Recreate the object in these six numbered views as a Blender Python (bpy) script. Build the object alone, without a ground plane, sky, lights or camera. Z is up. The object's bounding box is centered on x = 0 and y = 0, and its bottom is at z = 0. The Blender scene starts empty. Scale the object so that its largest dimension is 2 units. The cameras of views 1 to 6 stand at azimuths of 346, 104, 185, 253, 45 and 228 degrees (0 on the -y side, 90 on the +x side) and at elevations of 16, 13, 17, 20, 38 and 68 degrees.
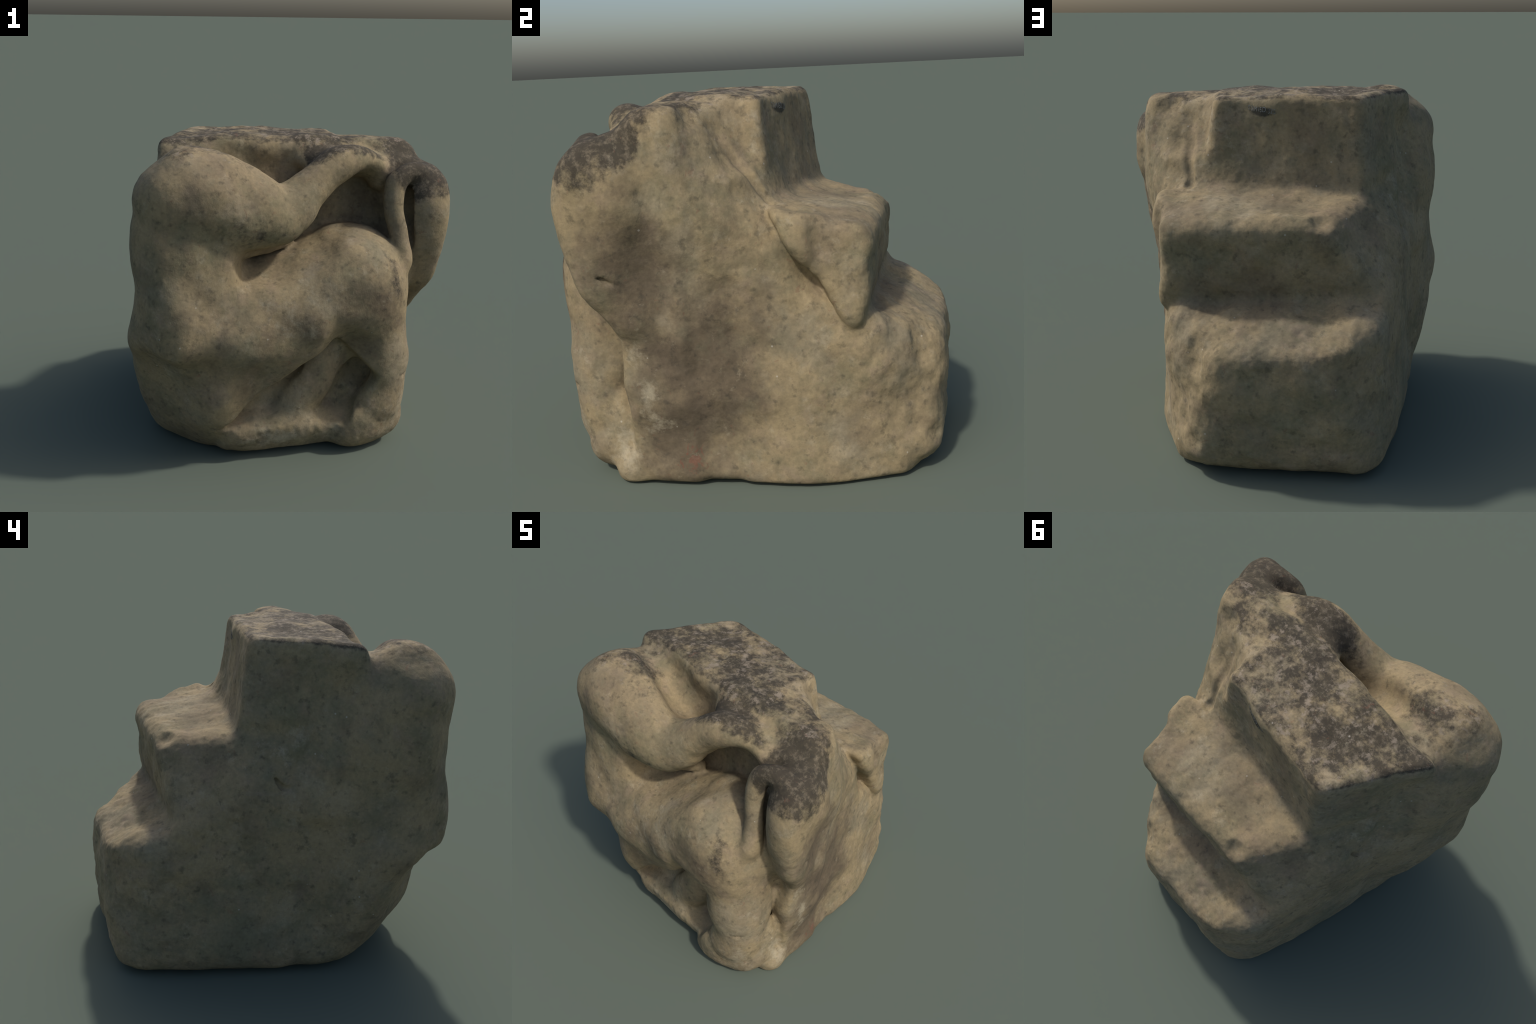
import bpy, math
import numpy as np

# ---------------------------------------------------------------- field grid
H = 0.0110
LO = np.array([-1.10, -1.10, -0.06])
HI = np.array([1.10, 1.10, 2.06])
N = np.ceil((HI - LO) / H).astype(int) + 1
AX = [(LO[i] + H * np.arange(N[i])).astype(np.float32) for i in range(3)]
F = np.full(tuple(N), 1.0, np.float32)          # signed distance field
LAB = np.zeros(tuple(N), np.int8)               # which part owns a cell
PARTS = []


def part(name):
    if name not in PARTS:
        PARTS.append(name)
    return PARTS.index(name)


def window(lo, hi):
    s = []
    for i in range(3):
        a = int(np.clip(math.floor((lo[i] - LO[i]) / H), 0, N[i] - 2))
        b = int(np.clip(math.ceil((hi[i] - LO[i]) / H) + 1, a + 2, N[i]))
        s.append(slice(a, b))
    return tuple(s)


def coords(w):
    return (AX[0][w[0]][:, None, None], AX[1][w[1]][None, :, None], AX[2][w[2]][None, None, :])


def smin(a, b, k):
    if k <= 0:
        return np.minimum(a, b)
    h = np.maximum(k - np.abs(a - b), 0) / k
    return np.minimum(a, b) - h * h * k * 0.25


def smax(a, b, k):
    return -smin(-a, -b, k)


# ---------------------------------------------------------------- primitives
def rot_matrix(deg):
    x, y, z = (math.radians(v) for v in deg)
    cx, sx, cy, sy, cz, sz = math.cos(x), math.sin(x), math.cos(y), math.sin(y), math.cos(z), math.sin(z)
    rx = np.array([[1, 0, 0], [0, cx, -sx], [0, sx, cx]])
    ry = np.array([[cy, 0, sy], [0, 1, 0], [-sy, 0, cy]])
    rz = np.array([[cz, -sz, 0], [sz, cz, 0], [0, 0, 1]])
    return rz @ ry @ rx


class Ell:
    """ellipsoid: centre, radii, rotation in degrees"""
    def __init__(s, c, r, rot=(0, 0, 0)):
        s.c, s.r, s.R = np.array(c), np.array(r), rot_matrix(rot)
        e = np.sqrt(((s.R * s.r) ** 2).sum(1))
        s.lo, s.hi = s.c - e, s.c + e

    def d(s, X, Y, Z):
        dx, dy, dz = X - s.c[0], Y - s.c[1], Z - s.c[2]
        q = [(s.R[0, i] * dx + s.R[1, i] * dy + s.R[2, i] * dz) / s.r[i] for i in range(3)]
        k0 = np.sqrt(q[0] ** 2 + q[1] ** 2 + q[2] ** 2) + 1e-6
        k1 = np.sqrt((q[0] / s.r[0]) ** 2 + (q[1] / s.r[1]) ** 2 + (q[2] / s.r[2]) ** 2) + 1e-6
        return k0 * (k0 - 1) / k1


class Tube:
    """round tube through (x, y, z, radius) knots, smoothed by a spline"""
    def __init__(s, knots, sub=5, k=0.0):
        P = np.array(knots, float)
        if sub > 1 and len(P) > 2:
            E = np.vstack([2 * P[0] - P[1], P, 2 * P[-1] - P[-2]])
            out = []
            for i in range(1, len(E) - 2):
                for t in np.linspace(0, 1, sub, endpoint=False):
                    a, b, c, e = E[i - 1], E[i], E[i + 1], E[i + 2]
                    out.append(0.5 * (2 * b + (c - a) * t + (2 * a - 5 * b + 4 * c - e) * t * t + (3 * b - a - 3 * c + e) * t ** 3))
            out.append(P[-1])
            P = np.array(out)
        s.P, s.k = P, k
        s.lo = (P[:, :3] - P[:, 3:]).min(0)
        s.hi = (P[:, :3] + P[:, 3:]).max(0)

    def d(s, X, Y, Z):
        res = None
        for a, b in zip(s.P[:-1], s.P[1:]):
            v = b[:3] - a[:3]
            L = max(float(v @ v), 1e-9)
            t = np.clip(((X - a[0]) * v[0] + (Y - a[1]) * v[1] + (Z - a[2]) * v[2]) / L, 0, 1)
            q = np.sqrt((X - a[0] - t * v[0]) ** 2 + (Y - a[1] - t * v[1]) ** 2 + (Z - a[2] - t * v[2]) ** 2)
            q = q - (a[3] + t * (b[3] - a[3]))
            res = q if res is None else smin(res, q, s.k)
        return res


class Hull:
    """convex stone block: planes (nx, ny, nz, point) with worn edges k"""
    def __init__(s, planes, k, lo, hi):
        s.pl = []
        for n, p in planes:
            n = np.array(n, float)
            n /= np.linalg.norm(n)
            s.pl.append((n, float(n @ np.array(p))))
        s.k, s.lo, s.hi = k, np.array(lo), np.array(hi)

    def d(s, X, Y, Z):
        res = None
        for n, o in s.pl:
            q = n[0] * X + n[1] * Y + n[2] * Z - o
            res = q if res is None else smax(res, q, s.k)
        return res


class Both:
    """intersection of two shapes"""
    def __init__(s, a, b, k):
        s.a, s.b, s.k = a, b, k
        s.lo, s.hi = np.maximum(a.lo, b.lo), np.minimum(a.hi, b.hi)

    def d(s, X, Y, Z):
        return smax(s.a.d(X, Y, Z), s.b.d(X, Y, Z), s.k)


def add(name, prim, k):
    m = k + 3 * H + 0.03
    w = window(prim.lo - m, prim.hi + m)
    d = prim.d(*coords(w)).astype(np.float32)
    f = F[w]
    LAB[w] = np.where(d < f, part(name), LAB[w])
    F[w] = smin(f, d, k)


def cut(prim, k):
    m = k + 3 * H + 0.03
    w = window(prim.lo - m, prim.hi + m)
    d = prim.d(*coords(w)).astype(np.float32)
    F[w] = smax(F[w], -d, k)


def stroke(c, size, amount):
    """sculpting stroke: swells (amount > 0) or hollows the surface softly around c"""
    size = np.array(size if hasattr(size, "__len__") else (size,) * 3, float)
    c = np.array(c)
    w = window(c - 3 * size, c + 3 * size)
    X, Y, Z = coords(w)
    F[w] -= (amount * np.exp(-.5 * (((X - c[0]) / size[0]) ** 2 + ((Y - c[1]) / size[1]) ** 2 + ((Z - c[2]) / size[2]) ** 2))).astype(np.float32)


BIG_LO, BIG_HI = (-1.1, -1.1, -.06), (1.1, 1.1, 2.06)

# ---------------------------------------------------------------- stone block
PXF = ((1, .08, -.09), (.80, -.45, .68))           # big smooth side, front part leaning out
PXB = ((1, .40, .07), (.69, .22, .5))             # and back part leaning in
PXL = ((.8, -.1, -.6), (.75, -.45, .03))          # its worn foot
PXU = ((.53, .85, .50), (.486, .139, 1.50))       # upper part turns towards the stair
PA = ((-.876, .462, .134), (-.465, .19, 1.9))     # end of the top block
PB = ((-1, .20, .06), (-.74, .15, .6))            # end of the lower blocks
PBL = ((-.7, .15, -.7), (-.69, .2, 0))
PC = ((-.707, .473, .527), (-.64, .07, 1.23))
FLOOR = ((0, 0, -1), (0, 0, .008))

add("stone_block", Hull([PXF, PXB, PXL, PXU, PB, PBL, PC, FLOOR, ((0, -1, .04), (0, -.465, 1.0)), ((.03, 0, 1), (0, 0, 1.905)),
                         ((.35, -.45, 1), (.70, -.40, 1.875)), ((0, .9, .43), (0, .17, 1.42))], .07, BIG_LO, BIG_HI), 0)
add("stone_block", Hull([PXF, PXB, PXL, FLOOR, ((0, -1, 0), (0, -.55, 1.0)), ((-1, -.4, 0), (.62, -.55, 0)), ((0, 1, 0), (0, -.2, 0)), ((.35, -.45, 1), (.7, -.40, 1.86)), ((.03, 0, 1), (0, 0, 1.90))], .05, (.4, -.7, -.06), (1, -.1, 2)), .05)
add("stone_block", Hull([((1, 0, .12), (.37, 0, 1.9)), PA, ((.13, .97, .09), (0, .13, 1.9)), ((.015, -.01, 1), (0, 0, 1.915)),
                         ((0, -1, .08), (0, -.39, 1.9)), ((0, 0, -1), (0, 0, 1.0))], .05, (-1, -.6, .9), (.6, .4, 2)), .06)
# lowest step
add("lower_step", Hull([PXF, PXB, PXL, PB, PBL, FLOOR, ((0, 1, -.02), (0, .975, .4)), ((.04, .48, 1), (0, .70, .845)), ((.70, .70, .15), (.275, .995, .52)),
                        ((.5, .5, -.6), (.48, .74, .04)), ((-.6, .75, .1), (-.53, .90, .4)), ((0, .7, -.7), (0, .88, 0)),
                        ((0, -1, 0), (0, 0, 0))], .07, (-1, -.1, -.06), (1, 1.1, 1.0)), .05)
# middle step, and the wedge where it juts out of the side
TREAD, RISER, EDGE = ((.0, .17, 1), (0, .20, 1.392)), ((0, 1, -.12), (0, .652, 1.2)), ((0, .75, .66), (0, .605, 1.345))
add("middle_step", Hull([((1, .3, .1), (.50, .4, 1.2)), RISER, TREAD, EDGE, PB, ((-.666, .521, .534), (-.275, .65, 1.305)),
                         ((0, 0, -1), (0, 0, .6)), ((0, -1, 0), (0, -.1, 0))], .05, (-.8, -.2, .5), (.8, .8, 1.6)), .05)
add("middle_step", Hull([((.96, .25, .03), (.625, .45, 1.2)), RISER, TREAD, EDGE, ((.25, -.80, -.55), (.53, .335, 1.10)), ((.2, .5, -.85), (.56, .57, .84)), ((-1, 0, 0), (.2, 0, 0))],
                    .06, (.1, 0, .6), (.8, .8, 1.6)), .025)

# ---------------------------------------------------------------- animal
# chest and neck mass on the left
add("chest", Ell((-.555, -.50, .62), (.43, .43, .66)), .08)
add("neck", Hull([((-.96, .26, .0), (-.965, -.60, 1.2)), ((.06, -1, .0), (-.6, -.875, 1.2)), ((-.72, -.70, 0), (-.875, -.835, 1.2)), ((.9, -.35, -.1), (-.36, -.80, 1.2)),
                  ((0, 1, 0), (0, -.3, 1)), ((0, 0, 1), (0, 0, 1.75)), ((0, 0, -1), (0, 0, .7))], .14, (-1.05, -1, .6), (-.1, -.2, 1.85)), .10)
add("head", Ell((-.60, -.63, 1.66), (.335, .31, .255), (0, 8, 0)), .08)
add("head", Tube([(-.48, -.65, 1.61, .25), (-.28, -.685, 1.52, .205), (-.12, -.67, 1.49, .16), (0, -.65, 1.55, .12)], k=.05), .06)
# trunk of the body
add("torso", Tube([(-.50, -.50, .68, .41), (-.15, -.555, .82, .375), (.15, -.62, .96, .33), (.40, -.64, 1.06, .325)], k=.08), .07)
add("hindlimb", Ell((.39, -.62, 1.0), (.32, .34, .42), (0, -12, 0)), .05)
add("hindlimb", Tube([(.40, -.68, .95, .27), (.47, -.70, .75, .22), (.525, -.72, .60, .18), (.54, -.73, .45, .15), (.545, -.73, .28, .145)], k=.05), .04)
add("foot", Tube([(.58, -.68, .18, .15), (.46, -.72, .155, .145), (.34, -.75, .14, .135)], k=.04), .03)
# ground under the belly and the far leg
add("rock_base", Hull([((0, -1, .04), (0, -.82, .3)), ((0, -.7, -.6), (0, -.79, .06)), FLOOR, ((1, 0, 0), (.5, 0, 0)), ((-1, 0, 0), (-.50, 0, 0)), ((0, 0, 1), (0, 0, .7)), ((0, 1, 0), (0, 0, 0))],
                        .05, (-.7, -.9, -.06), (.6, 0, .8)), .03)
add("rock_base", Ell((.67, -.57, .08), (.10, .11, .12)), .04)
add("rock_base", Ell((.675, -.60, .28), (.055, .065, .20)), .04)
# rounded underside in front
cut(Hull([((.623, .536, .569), (-.81, -.33, 0))], 0, BIG_LO, BIG_HI), .14)
# valley between head and block, crevice behind the jaw, hollows under the belly
cut(Tube([(-.80, -.42, 2.0, .06), (-.42, -.505, 1.89, .08), (-.14, -.53, 1.72, .085), (.04, -.50, 1.77, .05)], k=.02), .07)
# niche behind the trunk
cut(Tube([(.24, -.62, 1.50, .09), (.40, -.61, 1.61, .12), (.50, -.60, 1.58, .12)], k=.05), .04)
add("trunk", Tube([(-.05, -.66, 1.54, .12), (.08, -.645, 1.63, .11), (.21, -.62, 1.735, .10), (.34, -.60, 1.80, .085), (.47, -.55, 1.79, .075), (.60, -.49, 1.69, .10)], k=.03), .04)
add("stone_block", Ell((.36, -.47, 1.765), (.30, .115, .095), (0, 3, -4)), .06)
add("lower_jaw", Tube([(-.32, -.68, 1.32, .08), (-.12, -.65, 1.315, .07), (.0, -.56, 1.33, .05)], k=.02), .03)
# tail and tuft
add("tail_tuft", Both(Tube([(.83, -.57, 1.63, .11), (.87, -.58, 1.53, .15), (.87, -.57, 1.30, .16), (.84, -.51, 1.08, .13), (.82, -.45, .92, .08)], k=.05),
                      Hull([((.93, .25, -.10), (.985, -.62, 1.5))], 0, BIG_LO, BIG_HI), .10), .08)

# ---------------------------------------------------------------- sculpting strokes
for c, size, amount in (
        ((-.40, -.90, 1.08), (.20, .12, .13), .025), ((.25, -.97, 1.10), (.15, .1, .12), -.025), ((.28, -.95, .76), (.12, .1, .07), -.04),
        ((-.20, -.95, .62), (.10, .1, .07), -.01), ((-.64, -.97, .70), (.14, .1, .12), -.035), ((-.86, -.76, .52), (.13, .13, .17), -.05),
        ((-.95, -.36, .66), (.1, .13, .22), -.045), ((-.75, -.90, 1.0), (.10, .1, .12), .045), ((-.77, -.88, 1.35), (.10, .1, .22), .04),
        ((-.87, -.47, 1.67), (.12, .18, .11), -.045), ((-.66, .04, 1.30), (.12, .12, .11), -.045), ((-.76, -.25, 1.72), (.1, .1, .12), -.04),
        ((.72, .02, .75), (.15, .22, .27), -.045), ((.83, -.17, 1.43), (.12, .13, .13), .035), ((.56, .62, .62), (.1, .1, .12), .03),
        ((.66, .30, 1.22), (.1, .08, .10), .03), ((.55, -.04, 1.74), (.08, .08, .09), -.035), ((.85, -.24, 1.74), (.08, .09, .13), .03),
        ((.20, -.74, 1.34), (.20, .1, .06), -.035), ((-.18, -.78, 1.19), (.10, .08, .05), -.03),
        ((-.79, -.58, 1.84), (.10, .1, .07), -.03), ((.02, -.84, .30), (.25, .1, .15), .01), ((-.98, -.58, .74), (.08, .12, .10), .03),
        ((.70, .02, .25), (.15, .24, .14), -.04), ((.94, -.41, 1.45), (.08, .08, .16), .035), ((.80, -.12, 1.25), (.1, .1, .13), .02), ((.70, .14, 1.22), (.1, .08, .10), .015),
        ((.57, .60, .75), (.08, .1, .09), .03), ((.50, .73, .60), (.09, .09, .12), .025), ((-.46, -.95, .88), (.12, .1, .07), .035), ((-.72, -.93, .90), (.12, .1, .10), .028),
        ((-.80, -.82, .50), (.13, .12, .11), -.04), ((-.62, -.95, .60), (.15, .1, .09), -.022), ((.30, -.93, .70), (.09, .1, .06), -.045), ((.43, -.85, .27), (.1, .08, .06), .035),
        ((-.08, -.84, .21), (.2, .1, .09), .02), ((.45, -.60, 1.66), (.09, .08, .05), -.03), ((.05, -.72, 1.28), (.18, .1, .05), -.035), ((.42, -.75, 1.39), (.13, .1, .05), -.025),
        ((-.70, -.87, 1.66), .08, -.02), ((-.73, -.90, 1.40), (.06, .08, .17), -.025), ((-.71, -.33, 1.82), .07, .03), ((-.83, -.15, 1.02), (.08, .11, .18), .025),
        ((-.60, .85, .35), (.1, .1, .18), -.015), ((-.70, .15, 1.08), .09, .025), ((-.12, .60, 1.35), (.14, .06, .04), .025), ((.0, .66, .88), (.4, .05, .04), -.02), ((-.36, .48, 1.26), .09, .015),
        ((-.52, -.96, .76), (.20, .1, .09), .022), ((-.40, -.95, .57), (.22, .1, .09), -.022), ((-.82, -.78, .44), (.16, .14, .15), -.045), ((-.40, -.97, .78), (.14, .1, .08), .012), ((-.72, -.93, .78), (.1, .1, .09), .012), ((-.76, -.92, .78), (.09, .1, .07), .03),
        ((-.10, -.74, 1.22), (.14, .1, .05), -.03), ((.25, -.82, 1.33), (.10, .1, .05), .025), ((.91, -.38, 1.16), (.08, .09, .15), -.035), ((.75, -.25, .42), (.1, .12, .09), .02),
        ((.42, -.87, .21), (.09, .08, .06), .02), ((.86, -.62, 1.05), .07, .025), ((.58, -.52, 1.86), (.12, .06, .05), -.015), ((-.97, -.56, 1.08), (.08, .12, .10), -.02)):
    stroke(c, size, amount)

# ---------------------------------------------------------------- crisp carving between the limbs
# under the belly the block is cut back to the far hind leg
cut(Hull([((-.63, 0, .777), (-.10, 0, .545)), ((.7, 0, .7), (.325, 0, .675)), ((.85, 0, -.53), (.43, 0, .42)), ((0, .6, -1), (0, -.83, .225)), ((.0, 1, .10), (0, -.735, .5))],
         .04, (-.6, -1.1, .1), (.7, -.6, .95)), .02)
add("hindlimb", Ell((.08, -.715, .42), (.15, .115, .40), (0, 31.5, 0)), .03)
add("rock_base", Ell((.0, -.74, .19), (.34, .09, .09), (0, 4, 0)), .06)
cut(Tube([(-.34, -.82, .315, .035), (-.17, -.77, .455, .05), (.0, -.75, .585, .045)], k=.02), .025)     # deep shade under the belly
cut(Tube([(.25, -.85, .37, .03), (.33, -.78, .43, .065), (.42, -.73, .50, .085)], k=.02), .02)          # hollow behind the lower leg
cut(Tube([(-.38, -.87, 1.24, .03), (-.28, -.81, 1.235, .058), (-.16, -.75, 1.25, .062), (-.04, -.68, 1.30, .045), (.08, -.62, 1.38, .04)], k=.02), .03)   # crevice under the jaw
for c, sz, a in (((.13, -.99, 1.02), .05, -.010), ((.16, -.97, .92), .05, -.014), ((.20, -.95, .82), .05, -.014)):
    stroke(c, sz, a)                                # fold between flank and thigh
# loop of the tail, free of the tuft; the recess stands for a scan hole
cut(Tube([(.725, -.70, 1.26, .025), (.72, -.66, 1.40, .042), (.727, -.63, 1.54, .048), (.75, -.62, 1.62, .040)], k=.02), .015)
cut(Tube([(.30, -.68, 1.58, .07), (.38, -.67, 1.64, .07), (.47, -.65, 1.66, .068), (.54, -.64, 1.58, .06)], k=.02), .02)
add("tail", Tube([(.58, -.74, 1.12, .09), (.65, -.75, 1.20, .065), (.65, -.71, 1.35, .054), (.62, -.68, 1.50, .054), (.635, -.65, 1.65, .054), (.73, -.63, 1.72, .056), (.82, -.61, 1.68, .075)], k=.02), .02)

# ---------------------------------------------------------------- wear and damage
BALL = lambda c, r: Ell(c, (r, r, r))
for c, sz, a in (((.67, -.17, 1.85), .05, -.03), ((.58, .0, 1.62), .045, -.028), ((.60, .10, 1.46), .045, -.022), ((.66, -.07, 1.72), .04, .012), ((.65, .03, 1.54), .04, .014),
                 ((.46, .02, 1.72), (.04, .05, .16), -.02), ((.45, .73, .80), .04, -.015), ((.36, .86, .70), .05, -.018), ((.30, .90, .70), .04, .012), ((.47, .80, .40), .06, -.02),
                 ((.58, .48, 1.33), (.05, .04, .07), -.02), ((.10, -.42, 1.86), (.25, .04, .04), .010), ((-.2, .35, 1.36), .12, -.008), ((.25, .4, 1.36), .1, .008)):
    stroke(c, sz, a)                                # dimples and swellings of the broken faces
cut(Tube([(.63, -.12, 1.88, .016), (.535, -.06, 1.74, .024), (.525, .04, 1.58, .024), (.50, .14, 1.43, .018)], sub=4), .03)
cut(BALL((.68, .07, 1.50), .045), .04)
cut(BALL((.505, .165, 1.415), .028), .02)           # pit where block, step and side meet
cut(Tube([(.14, .685, 1.365, .055), (-.02, .69, 1.37, .062), (-.19, .685, 1.365, .055)], k=.02), .03)   # broken step edge
cut(BALL((.165, .655, 1.36), .05), .03)
cut(BALL((-.27, .615, 1.345), .06), .04)
cut(Tube([(.665, .42, 1.40, .05), (.665, .43, 1.15, .035), (.66, .45, 1.0, .02)], k=.01), .04)   # groove in the end of the step
cut(BALL((.60, .56, 1.40), .05), .04)
for c, r in (((.42, .93, .62), .07), ((.52, .84, .50), .06), ((.50, .86, .30), .06), ((.40, .96, .20), .05), ((.56, .74, .55), .05), ((.30, .93, .78), .06), ((.50, .80, .76), .05)):
    cut(BALL(c, r), .05)                            # spalled corner of the lowest step
cut(Tube([(.915, -.565, 1.13, .012), (.905, -.52, 1.10, .010), (.895, -.485, 1.085, .008)], sub=1), .01)
cut(BALL((.865, -.485, .81), .022), .015)
cut(Tube([(.74, -.83, .50, .010), (.60, -.87, .495, .010), (.50, -.87, .50, .004)], sub=3), .012)      # crack round the hock
cut(Tube([(-.52, .20, 1.37, .010), (-.64, .12, 1.24, .010), (-.715, .05, 1.15, .014), (-.74, .0, 1.15, .008)], sub=3), .012)

F[:] = smax(F, (.008 - coords((slice(None),) * 3)[2]).astype(np.float32) * np.ones_like(F), .02)


# ---------------------------------------------------------------- surface nets
def surface_nets():
    ins = F < 0
    n0, n1, n2 = F.shape
    acc = np.zeros((n0 - 1, n1 - 1, n2 - 1, 3), np.float32)
    cnt = np.zeros((n0 - 1, n1 - 1, n2 - 1), np.float32)
    for ax in range(3):
        o1, o2 = [i for i in range(3) if i != ax]
        sa = [slice(None)] * 3; sb = [slice(None)] * 3
        sa[ax] = slice(0, -1); sb[ax] = slice(1, None)
        fa, fb = F[tuple(sa)], F[tuple(sb)]
        cr = (fa < 0) != (fb < 0)
        t = np.where(cr, fa / np.where(cr, fa - fb, 1), 0)
        for i in (0, 1):
            for j in (0, 1):
                s = [slice(None)] * 3
                s[o1] = slice(i, i + F.shape[o1] - 1)
                s[o2] = slice(j, j + F.shape[o2] - 1)
                c, tt = cr[tuple(s)], t[tuple(s)]
                cnt += c
                acc[..., ax] += tt
                acc[..., o1] += c * i
                acc[..., o2] += c * j
    act = cnt > 0
    idx = np.full(act.shape, -1, np.int64)
    idx[act] = np.arange(act.sum())
    cell = np.argwhere(act)
    V = LO + H * (cell + acc[act] / cnt[act][:, None])
    L = LAB[:-1, :-1, :-1][act]
    quads = []
    for ax in range(3):
        o1, o2 = (ax + 1) % 3, (ax + 2) % 3
        sa = [slice(1, -1)] * 3; sb = [slice(1, -1)] * 3
        sa[ax] = slice(0, -1); sb[ax] = slice(1, None)
        a, b = ins[tuple(sa)], ins[tuple(sb)]
        e = np.argwhere(a != b)
        off = np.ones(3, int); off[ax] = 0
        e0 = e + off
        flip = a[a != b]

        def at(d1, d2):
            q = e0.copy(); q[:, o1] -= d1; q[:, o2] -= d2
            return idx[q[:, 0], q[:, 1], q[:, 2]]
        q = np.stack([at(1, 1), at(0, 1), at(0, 0), at(1, 0)], 1)
        q[~flip] = q[~flip][:, ::-1]
        quads.append(q)
    return V, np.concatenate(quads), L


def sample(P):
    g = (P - LO) / H
    i = np.clip(np.floor(g).astype(int), 0, N - 2)
    f = g - i
    r = 0
    for a in (0, 1):
        for b in (0, 1):
            for c in (0, 1):
                wgt = (f[:, 0] if a else 1 - f[:, 0]) * (f[:, 1] if b else 1 - f[:, 1]) * (f[:, 2] if c else 1 - f[:, 2])
                r = r + wgt * F[i[:, 0] + a, i[:, 1] + b, i[:, 2] + c]
    return r


V, Q, L = surface_nets()


def normals(V, Q):
    fn = np.cross(V[Q[:, 2]] - V[Q[:, 0]], V[Q[:, 3]] - V[Q[:, 1]])
    n = np.zeros_like(V)
    for i in range(4):
        for c in range(3):
            n[:, c] += np.bincount(Q[:, i], fn[:, c], len(V))
    return n / (np.linalg.norm(n, axis=1, keepdims=True) + 1e-12)


NV = normals(V, Q)


# ---------------------------------------------------------------- carved and weathered relief
def ripple(P, wavelength, count, seed):
    """smooth isotropic noise of about unit range as a sum of random waves"""
    rg = np.random.default_rng(seed)
    k = rg.normal(size=(count, 3))
    k *= (2 * math.pi / wavelength) * rg.uniform(.6, 1.4, (count, 1)) / np.linalg.norm(k, axis=1, keepdims=True)
    ph = rg.uniform(0, 2 * math.pi, count)
    out = np.zeros(len(P))
    for a, b in zip(k, ph):
        out += np.sin(P @ a + b)
    return out / math.sqrt(count / 2)


rough = np.array([{"stone_block": .8, "lower_step": 1.35, "middle_step": 1.1, "rock_base": 1.2, "foot": 1.0}.get(n, .55) for n in PARTS])[L]
for _ in range(6):                                  # soften the roughness weight across part borders
    acc, cnt = np.zeros(len(V)), np.zeros(len(V))
    qm = rough[Q].mean(1)
    for i in range(4):
        acc += np.bincount(Q[:, i], qm, len(V)); cnt += np.bincount(Q[:, i], minlength=len(V))
    rough = acc / cnt
low = np.clip((V[:, 2] - .01) / .05, 0, 1)
amp = ripple(V, .34, 24, 1) * .0045 + ripple(V, .15, 28, 2) * .0026 * rough + ripple(V, .06, 32, 3) * .0008 * rough + ripple(V, .03, 32, 4) * .0003 * rough
V = V + NV * (amp * low)[:, None]
NV = normals(V, Q)

# ---------------------------------------------------------------- to Blender
root = bpy.data.objects.new("carved_stone_fragment", None)
bpy.context.scene.collection.objects.link(root)
root["label"] = "weathered sandstone fragment with steps and crouching carved animal"
root["category"] = "stone sculpture"



class Nodes:
    def __init__(s, mat):
        mat.use_nodes = True
        s.t = mat.node_tree
        s.bsdf = s.t.nodes["Principled BSDF"]
        s.pos = s.t.nodes.new("ShaderNodeTexCoord").outputs["Object"]

    def new(s, kind, ins, **props):
        n = s.t.nodes.new(kind)
        for k, v in props.items():
            setattr(n, k, v)
        for k, v in ins.items():
            if isinstance(v, bpy.types.NodeSocket):
                s.t.links.new(v, n.inputs[k])
            else:
                n.inputs[k].default_value = v
        return n

    def noise(s, scale, detail=4, rough=.55, off=0.0, distort=0.0, vec=None):
        v = s.new("ShaderNodeVectorMath", {0: vec or s.pos, 1: (off, off * 1.7, off * .6)}, operation="ADD").outputs[0]
        v = s.new("ShaderNodeTexNoise", {"Vector": v, "Scale": scale, "Detail": detail, "Roughness": rough, "Distortion": distort}).outputs["Fac"]
        v = s.ramp(v, .30, .70)
        return v

    def ramp(s, v, lo, hi, a=0.0, b=1.0):
        return s.new("ShaderNodeMapRange", {"Value": v, "From Min": lo, "From Max": hi, "To Min": a, "To Max": b}, clamp=True).outputs[0]

    def math(s, op, a, b):
        return s.new("ShaderNodeMath", {0: a, 1: b}, operation=op).outputs[0]

    def mix(s, f, a, b, blend="MIX"):
        n = s.new("ShaderNodeMix", {}, data_type="RGBA", blend_type=blend)
        for k, v in ((0, f), (6, a), (7, b)):
            if isinstance(v, bpy.types.NodeSocket):
                s.t.links.new(v, n.inputs[k])
            else:
                n.inputs[k].default_value = v if k == 0 else (*v, 1)
        return n.outputs[2]

    def blob(s, c, r, soft=1.0):
        """1 at c falling to 0 at the ellipsoid r"""
        d = s.new("ShaderNodeVectorMath", {0: s.pos, 1: c}, operation="SUBTRACT").outputs[0]
        d = s.new("ShaderNodeVectorMath", {0: d, 1: tuple(1 / v for v in r)}, operation="MULTIPLY").outputs[0]
        d = s.new("ShaderNodeVectorMath", {0: d}, operation="LENGTH").outputs["Value"]
        return s.ramp(d, 1.0, 1.0 - soft, 0, 1)

    def total(s, items):
        r = items[0]
        for i in items[1:]:
            r = s.math("MAXIMUM", r, i)
        return r

    def grainy(s, mask, grain, edge=.12):
        """mask broken up by a noise into patches with a crisp grain"""
        v = s.math("ADD", mask, grain)
        return s.ramp(v, 1.0 - edge, 1.0 + edge)


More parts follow.
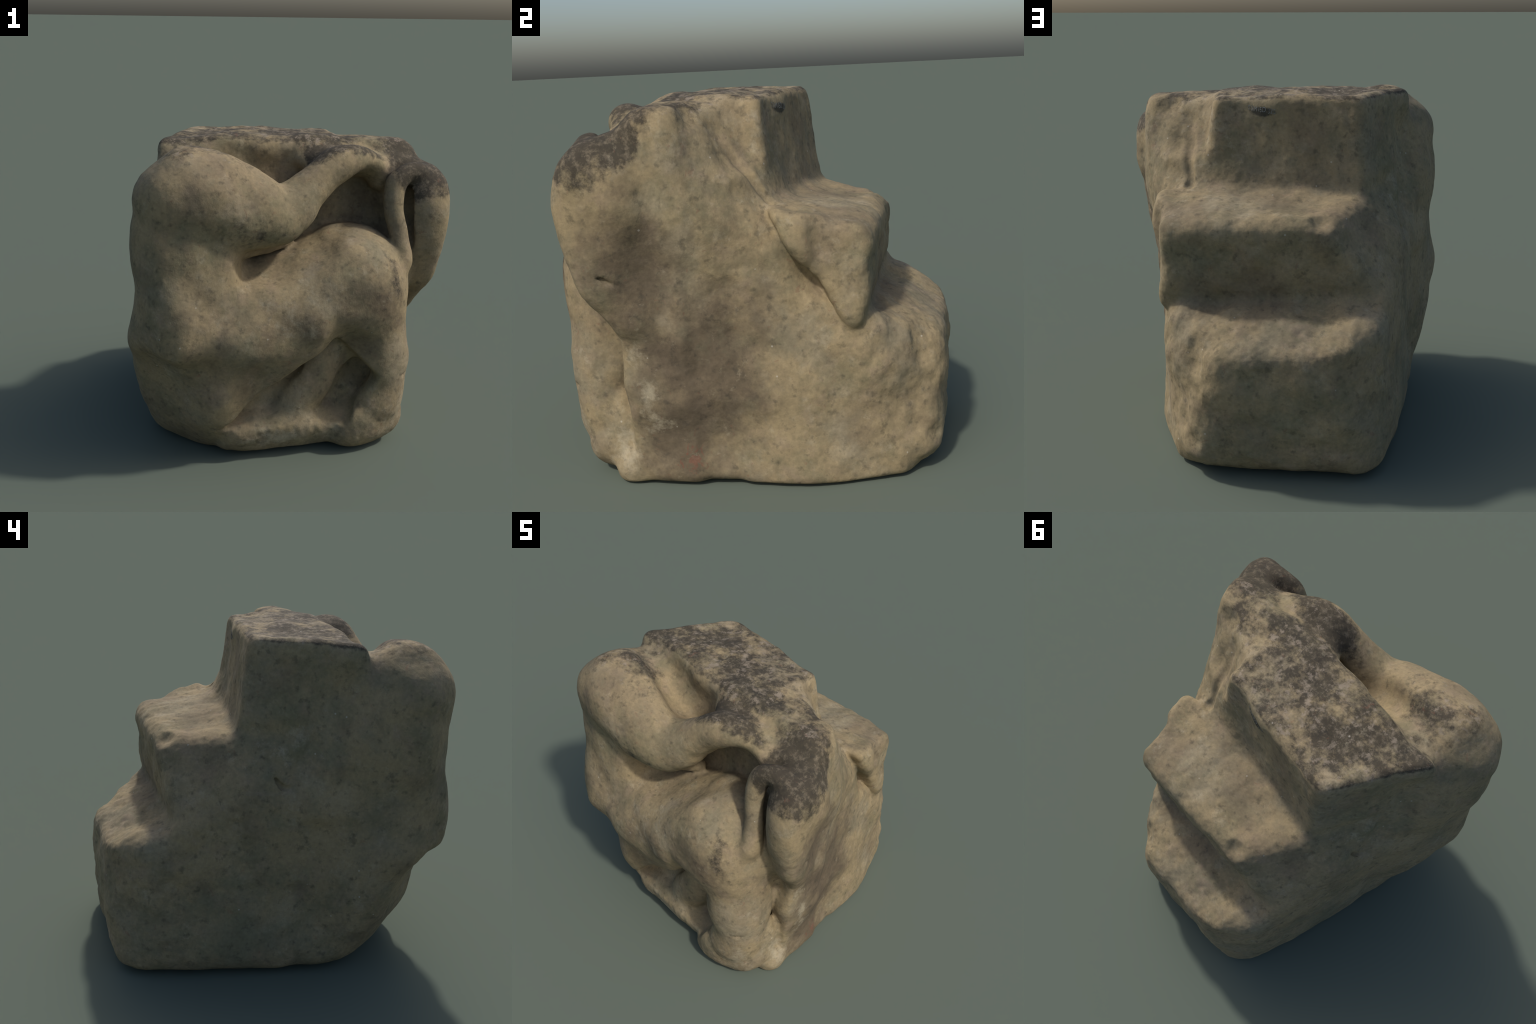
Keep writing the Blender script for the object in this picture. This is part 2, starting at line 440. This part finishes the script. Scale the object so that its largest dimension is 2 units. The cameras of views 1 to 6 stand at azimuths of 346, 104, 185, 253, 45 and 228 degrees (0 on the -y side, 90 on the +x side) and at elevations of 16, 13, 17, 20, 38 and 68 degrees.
mat = bpy.data.materials.new("weathered_sandstone")
S = Nodes(mat)
TAN, OCHRE, OLIVE, GREY = (.264, .208, .120), (.294, .228, .132), (.164, .144, .086), (.206, .178, .120)
BROWN, SOOT, PALE, ROSE = (.102, .078, .054), (.036, .031, .024), (.35, .305, .215), (.268, .203, .140)
fine = S.noise(46, 6, .62, 3)
col = S.mix(S.noise(2.1, 5, .55, 23), TAN, OCHRE)
col = S.mix(S.ramp(S.noise(3.2, 6, .62, 11), .52, .90, 0, .75), col, GREY)
col = S.mix(S.ramp(S.noise(3.6, 6, .68, 31), .48, .85, 0, .75), col, OLIVE)
col = S.mix(S.ramp(S.noise(7, 7, .65, 41), .58, .95, 0, .55), col, ROSE)
col = S.mix(S.ramp(S.noise(9, 6, .7, 45), .66, .95, 0, .35), col, PALE)
col = S.mix(S.ramp(S.noise(1.7, 6, .62, 201), .52, .85, 0, .60), col, (.172, .134, .088))
col = S.mix(S.ramp(S.noise(2.3, 6, .66, 211), .60, .92, 0, .42), col, (.33, .283, .196))


def scaled(f, k):
    return S.math("MULTIPLY", f, k)


# brown staining of the big side and a few patches elsewhere
stain = S.total([S.blob((.80, -.12, .62), (.6, .42, .62), .8), S.blob((.90, -.40, 1.15), (.5, .30, .46), .9), S.blob((.78, -.30, .30), (.3, .32, .45), .8),
                 scaled(S.blob((.0, -.97, .92), (.26, .2, .13), .8), .25), scaled(S.blob((.45, -.95, 1.0), (.35, .3, .33)), .55),
                 scaled(S.blob((.36, -.95, .74), (.28, .2, .13)), .7), scaled(S.blob((-.5, -.9, .7), (.5, .3, .4)), .4),
                 scaled(S.blob((.45, -.5, 1.5), (.35, .2, .3)), .7)])
col = S.mix(scaled(S.grainy(scaled(stain, 1.25), S.noise(5, 6, .68, 51), .45), .82), col, BROWN)
# green bloom on the sheltered end, back and neck
green = S.total([S.blob((-.75, .25, .25), (.5, .8, .55)), S.blob((-.60, -.95, 1.45), (.38, .4, .30)), S.blob((-.75, .0, 1.5), (.4, .5, .6)), S.blob((.45, .67, 1.10), (.25, .15, .30)),
                 scaled(S.blob((-.1, .98, .4), (.5, .2, .35)), .9), S.blob((-.20, -.9, 1.38), (.28, .3, .14))])
col = S.mix(scaled(S.grainy(scaled(green, .75), S.noise(6, 6, .7, 61), .35), .62), col, (.162, .157, .098))
# black lichen crust: top face, trunk, tail tuft, specks on the head
nrm = S.new("ShaderNodeNewGeometry", {}).outputs["Normal"]
sep = S.new("ShaderNodeSeparateXYZ", {0: nrm}).outputs
sepp = S.new("ShaderNodeSeparateXYZ", {0: S.pos}).outputs
top = S.math("MULTIPLY", S.ramp(sepp[2], 1.78, 1.90), S.ramp(sep[2], .25, .7))
lich = S.total([scaled(top, .57),
                scaled(S.math("MULTIPLY", S.blob((.86, -.60, 1.76), (.30, .30, .34), .30), S.ramp(sepp[2], 1.42, 1.70)), 1.0),
                scaled(S.blob((.72, -.42, 1.86), (.30, .28, .16), .6), .78),
                scaled(S.math("MULTIPLY", S.blob((.30, -.58, 1.83), (.46, .19, .20), .6), S.ramp(sep[2], -.1, .6)), .88),
                scaled(S.math("MULTIPLY", S.blob((-.45, -.68, 1.84), (.55, .32, .22), .8), S.ramp(sep[2], .1, .6)), .42),
                scaled(S.blob((-.28, -.85, 1.45), (.34, .2, .16), .8), .36),
                scaled(S.blob((.50, -.93, 1.12), (.24, .2, .28), .8), .36), scaled(S.blob((-.40, .17, 1.62), (.2, .2, .2)), .25)])
grain = S.math("ADD", scaled(S.noise(19, 6, .74, 71), .52), scaled(S.ramp(S.noise(4.0, 4, .6, 77), .2, .8), .48))
lf = S.grainy(lich, grain, .17)
crust = S.mix(S.ramp(S.noise(26, 6, .72, 83), .48, 1.0), SOOT, (.165, .136, .098))
col = S.mix(scaled(lf, .88), col, crust)
rosy = S.grainy(scaled(top, .30), S.noise(14, 6, .74, 91), .10)
col = S.mix(scaled(rosy, .6), col, (.285, .235, .18))
# pale lime crust low down and along the broken corner
pale = S.total([S.blob((-.10, -.82, .13), (.40, .2, .13)), S.blob((.60, -.84, .22), (.26, .2, .24)), S.blob((.76, -.42, .44), (.14, .12, .24)),
                S.blob((.80, -.47, .72), (.14, .10, .14)), S.blob((.70, -.60, .17), (.18, .18, .22)), scaled(S.blob((-.70, .0, 1.40), (.3, .26, .26)), .7),
                scaled(S.blob((-.1, -.9, 1.0), (.5, .3, .3)), .6), scaled(S.blob((.5, .3, 1.3), (.3, .4, .3)), .5), scaled(S.blob((.4, .05, 1.75), (.2, .2, .25)), .6)])
col = S.mix(scaled(S.grainy(scaled(pale, .62), S.noise(9, 6, .74, 101), .22), .72), col, PALE)
# red paint scribbles
red = S.grainy(scaled(S.blob((.74, -.22, .16), (.16, .14, .11)), .58), S.noise(15, 4, .6, 111, 1.5), .10)
col = S.mix(scaled(red, .55), col, (.19, .075, .05))
# black paint ground of the inventory mark
ink = S.grainy(S.blob((.088, .165, 1.830), (.100, .10, .034), .40), S.noise(22, 5, .6, 121), .35)
col = S.mix(scaled(ink, .85), col, (.030, .030, .026))
# grain of the stone
col = S.mix(1.0, col, S.mix(fine, (.86, .86, .86), (1.14, 1.14, 1.12)), "MULTIPLY")
pits = S.ramp(S.noise(75, 3, .6, 131), .85, 1.0)
col = S.mix(scaled(pits, .15), col, (.075, .062, .045))
vor = S.new("ShaderNodeTexVoronoi", {"Vector": S.pos, "Scale": 7.0}).outputs["Distance"]
col = S.mix(S.ramp(vor, .045, .028, 0, .55), col, (.48, .44, .36))
S.t.links.new(col, S.bsdf.inputs["Base Color"])
S.bsdf.inputs["Roughness"].default_value = .88
S.bsdf.inputs["Specular IOR Level"].default_value = .25
hgt = S.math("ADD", S.math("MULTIPLY", S.noise(30, 6, .65, 141), .7), S.math("MULTIPLY", S.math("MULTIPLY", lf, S.noise(60, 6, .7, 151)), .5))
bump = S.new("ShaderNodeBump", {"Height": hgt, "Strength": .22, "Distance": .010}).outputs[0]
S.t.links.new(bump, S.bsdf.inputs["Normal"])

flab = np.stack([L[Q[:, i]] for i in range(4)], 1)
flab = np.sort(flab, 1)[:, 2]
for pi, name in enumerate(PARTS):
    q = Q[flab == pi]
    if not len(q):
        continue
    u, inv = np.unique(q, return_inverse=True)
    me = bpy.data.meshes.new(name)
    me.from_pydata(V[u].tolist(), [], inv.reshape(-1, 4).tolist())
    me.shade_smooth()
    me.normals_split_custom_set_from_vertices(NV[u].tolist())
    me.materials.append(mat)
    ob = bpy.data.objects.new(name, me)
    bpy.context.scene.collection.objects.link(ob)
    ob.parent = root

# ---------------------------------------------------------------- painted inventory mark on the riser
from mathutils.bvhtree import BVHTree
from mathutils import Vector
bvh = BVHTree.FromPolygons(V.tolist(), Q.tolist())
ink_mat = bpy.data.materials.new("white_paint")
W = Nodes(ink_mat)
W.t.links.new(W.mix(W.ramp(W.noise(60, 4, .6, 5), .42, .60), (.21, .215, .20), (.10, .10, .09)), W.bsdf.inputs["Base Color"])
W.bsdf.inputs["Roughness"].default_value = .8
x = .166
for i, ch in enumerate("03M15D.325"):
    cu = bpy.data.curves.new("mark", "FONT")
    cu.body = ch
    cu.size = .040
    tmp = bpy.data.objects.new("mark", cu)
    bpy.context.scene.collection.objects.link(tmp)
    dg = bpy.context.evaluated_depsgraph_get()
    me = bpy.data.meshes.new_from_object(tmp.evaluated_get(dg))
    bpy.data.objects.remove(tmp)
    wd = max(v.co.x for v in me.vertices)
    bt = [0, 0, 2, 1, 2, 0, 0, 4, 2, 4][i] * .001
    for v in me.vertices:
        px, pz = x - v.co.x * .72, 1.836 - (.166 - x) * .10 + v.co.y - bt
        hit = bvh.ray_cast(Vector((px, .6, pz)), Vector((0, -1, 0)))
        v.co = (px, (hit[0].y if hit[0] else .17) + .0012, pz)
    x -= (wd + .004) * .72
    me.materials.append(ink_mat)
    ob = bpy.data.objects.new("painted_character", me)
    bpy.context.scene.collection.objects.link(ob)
    ob.parent = root
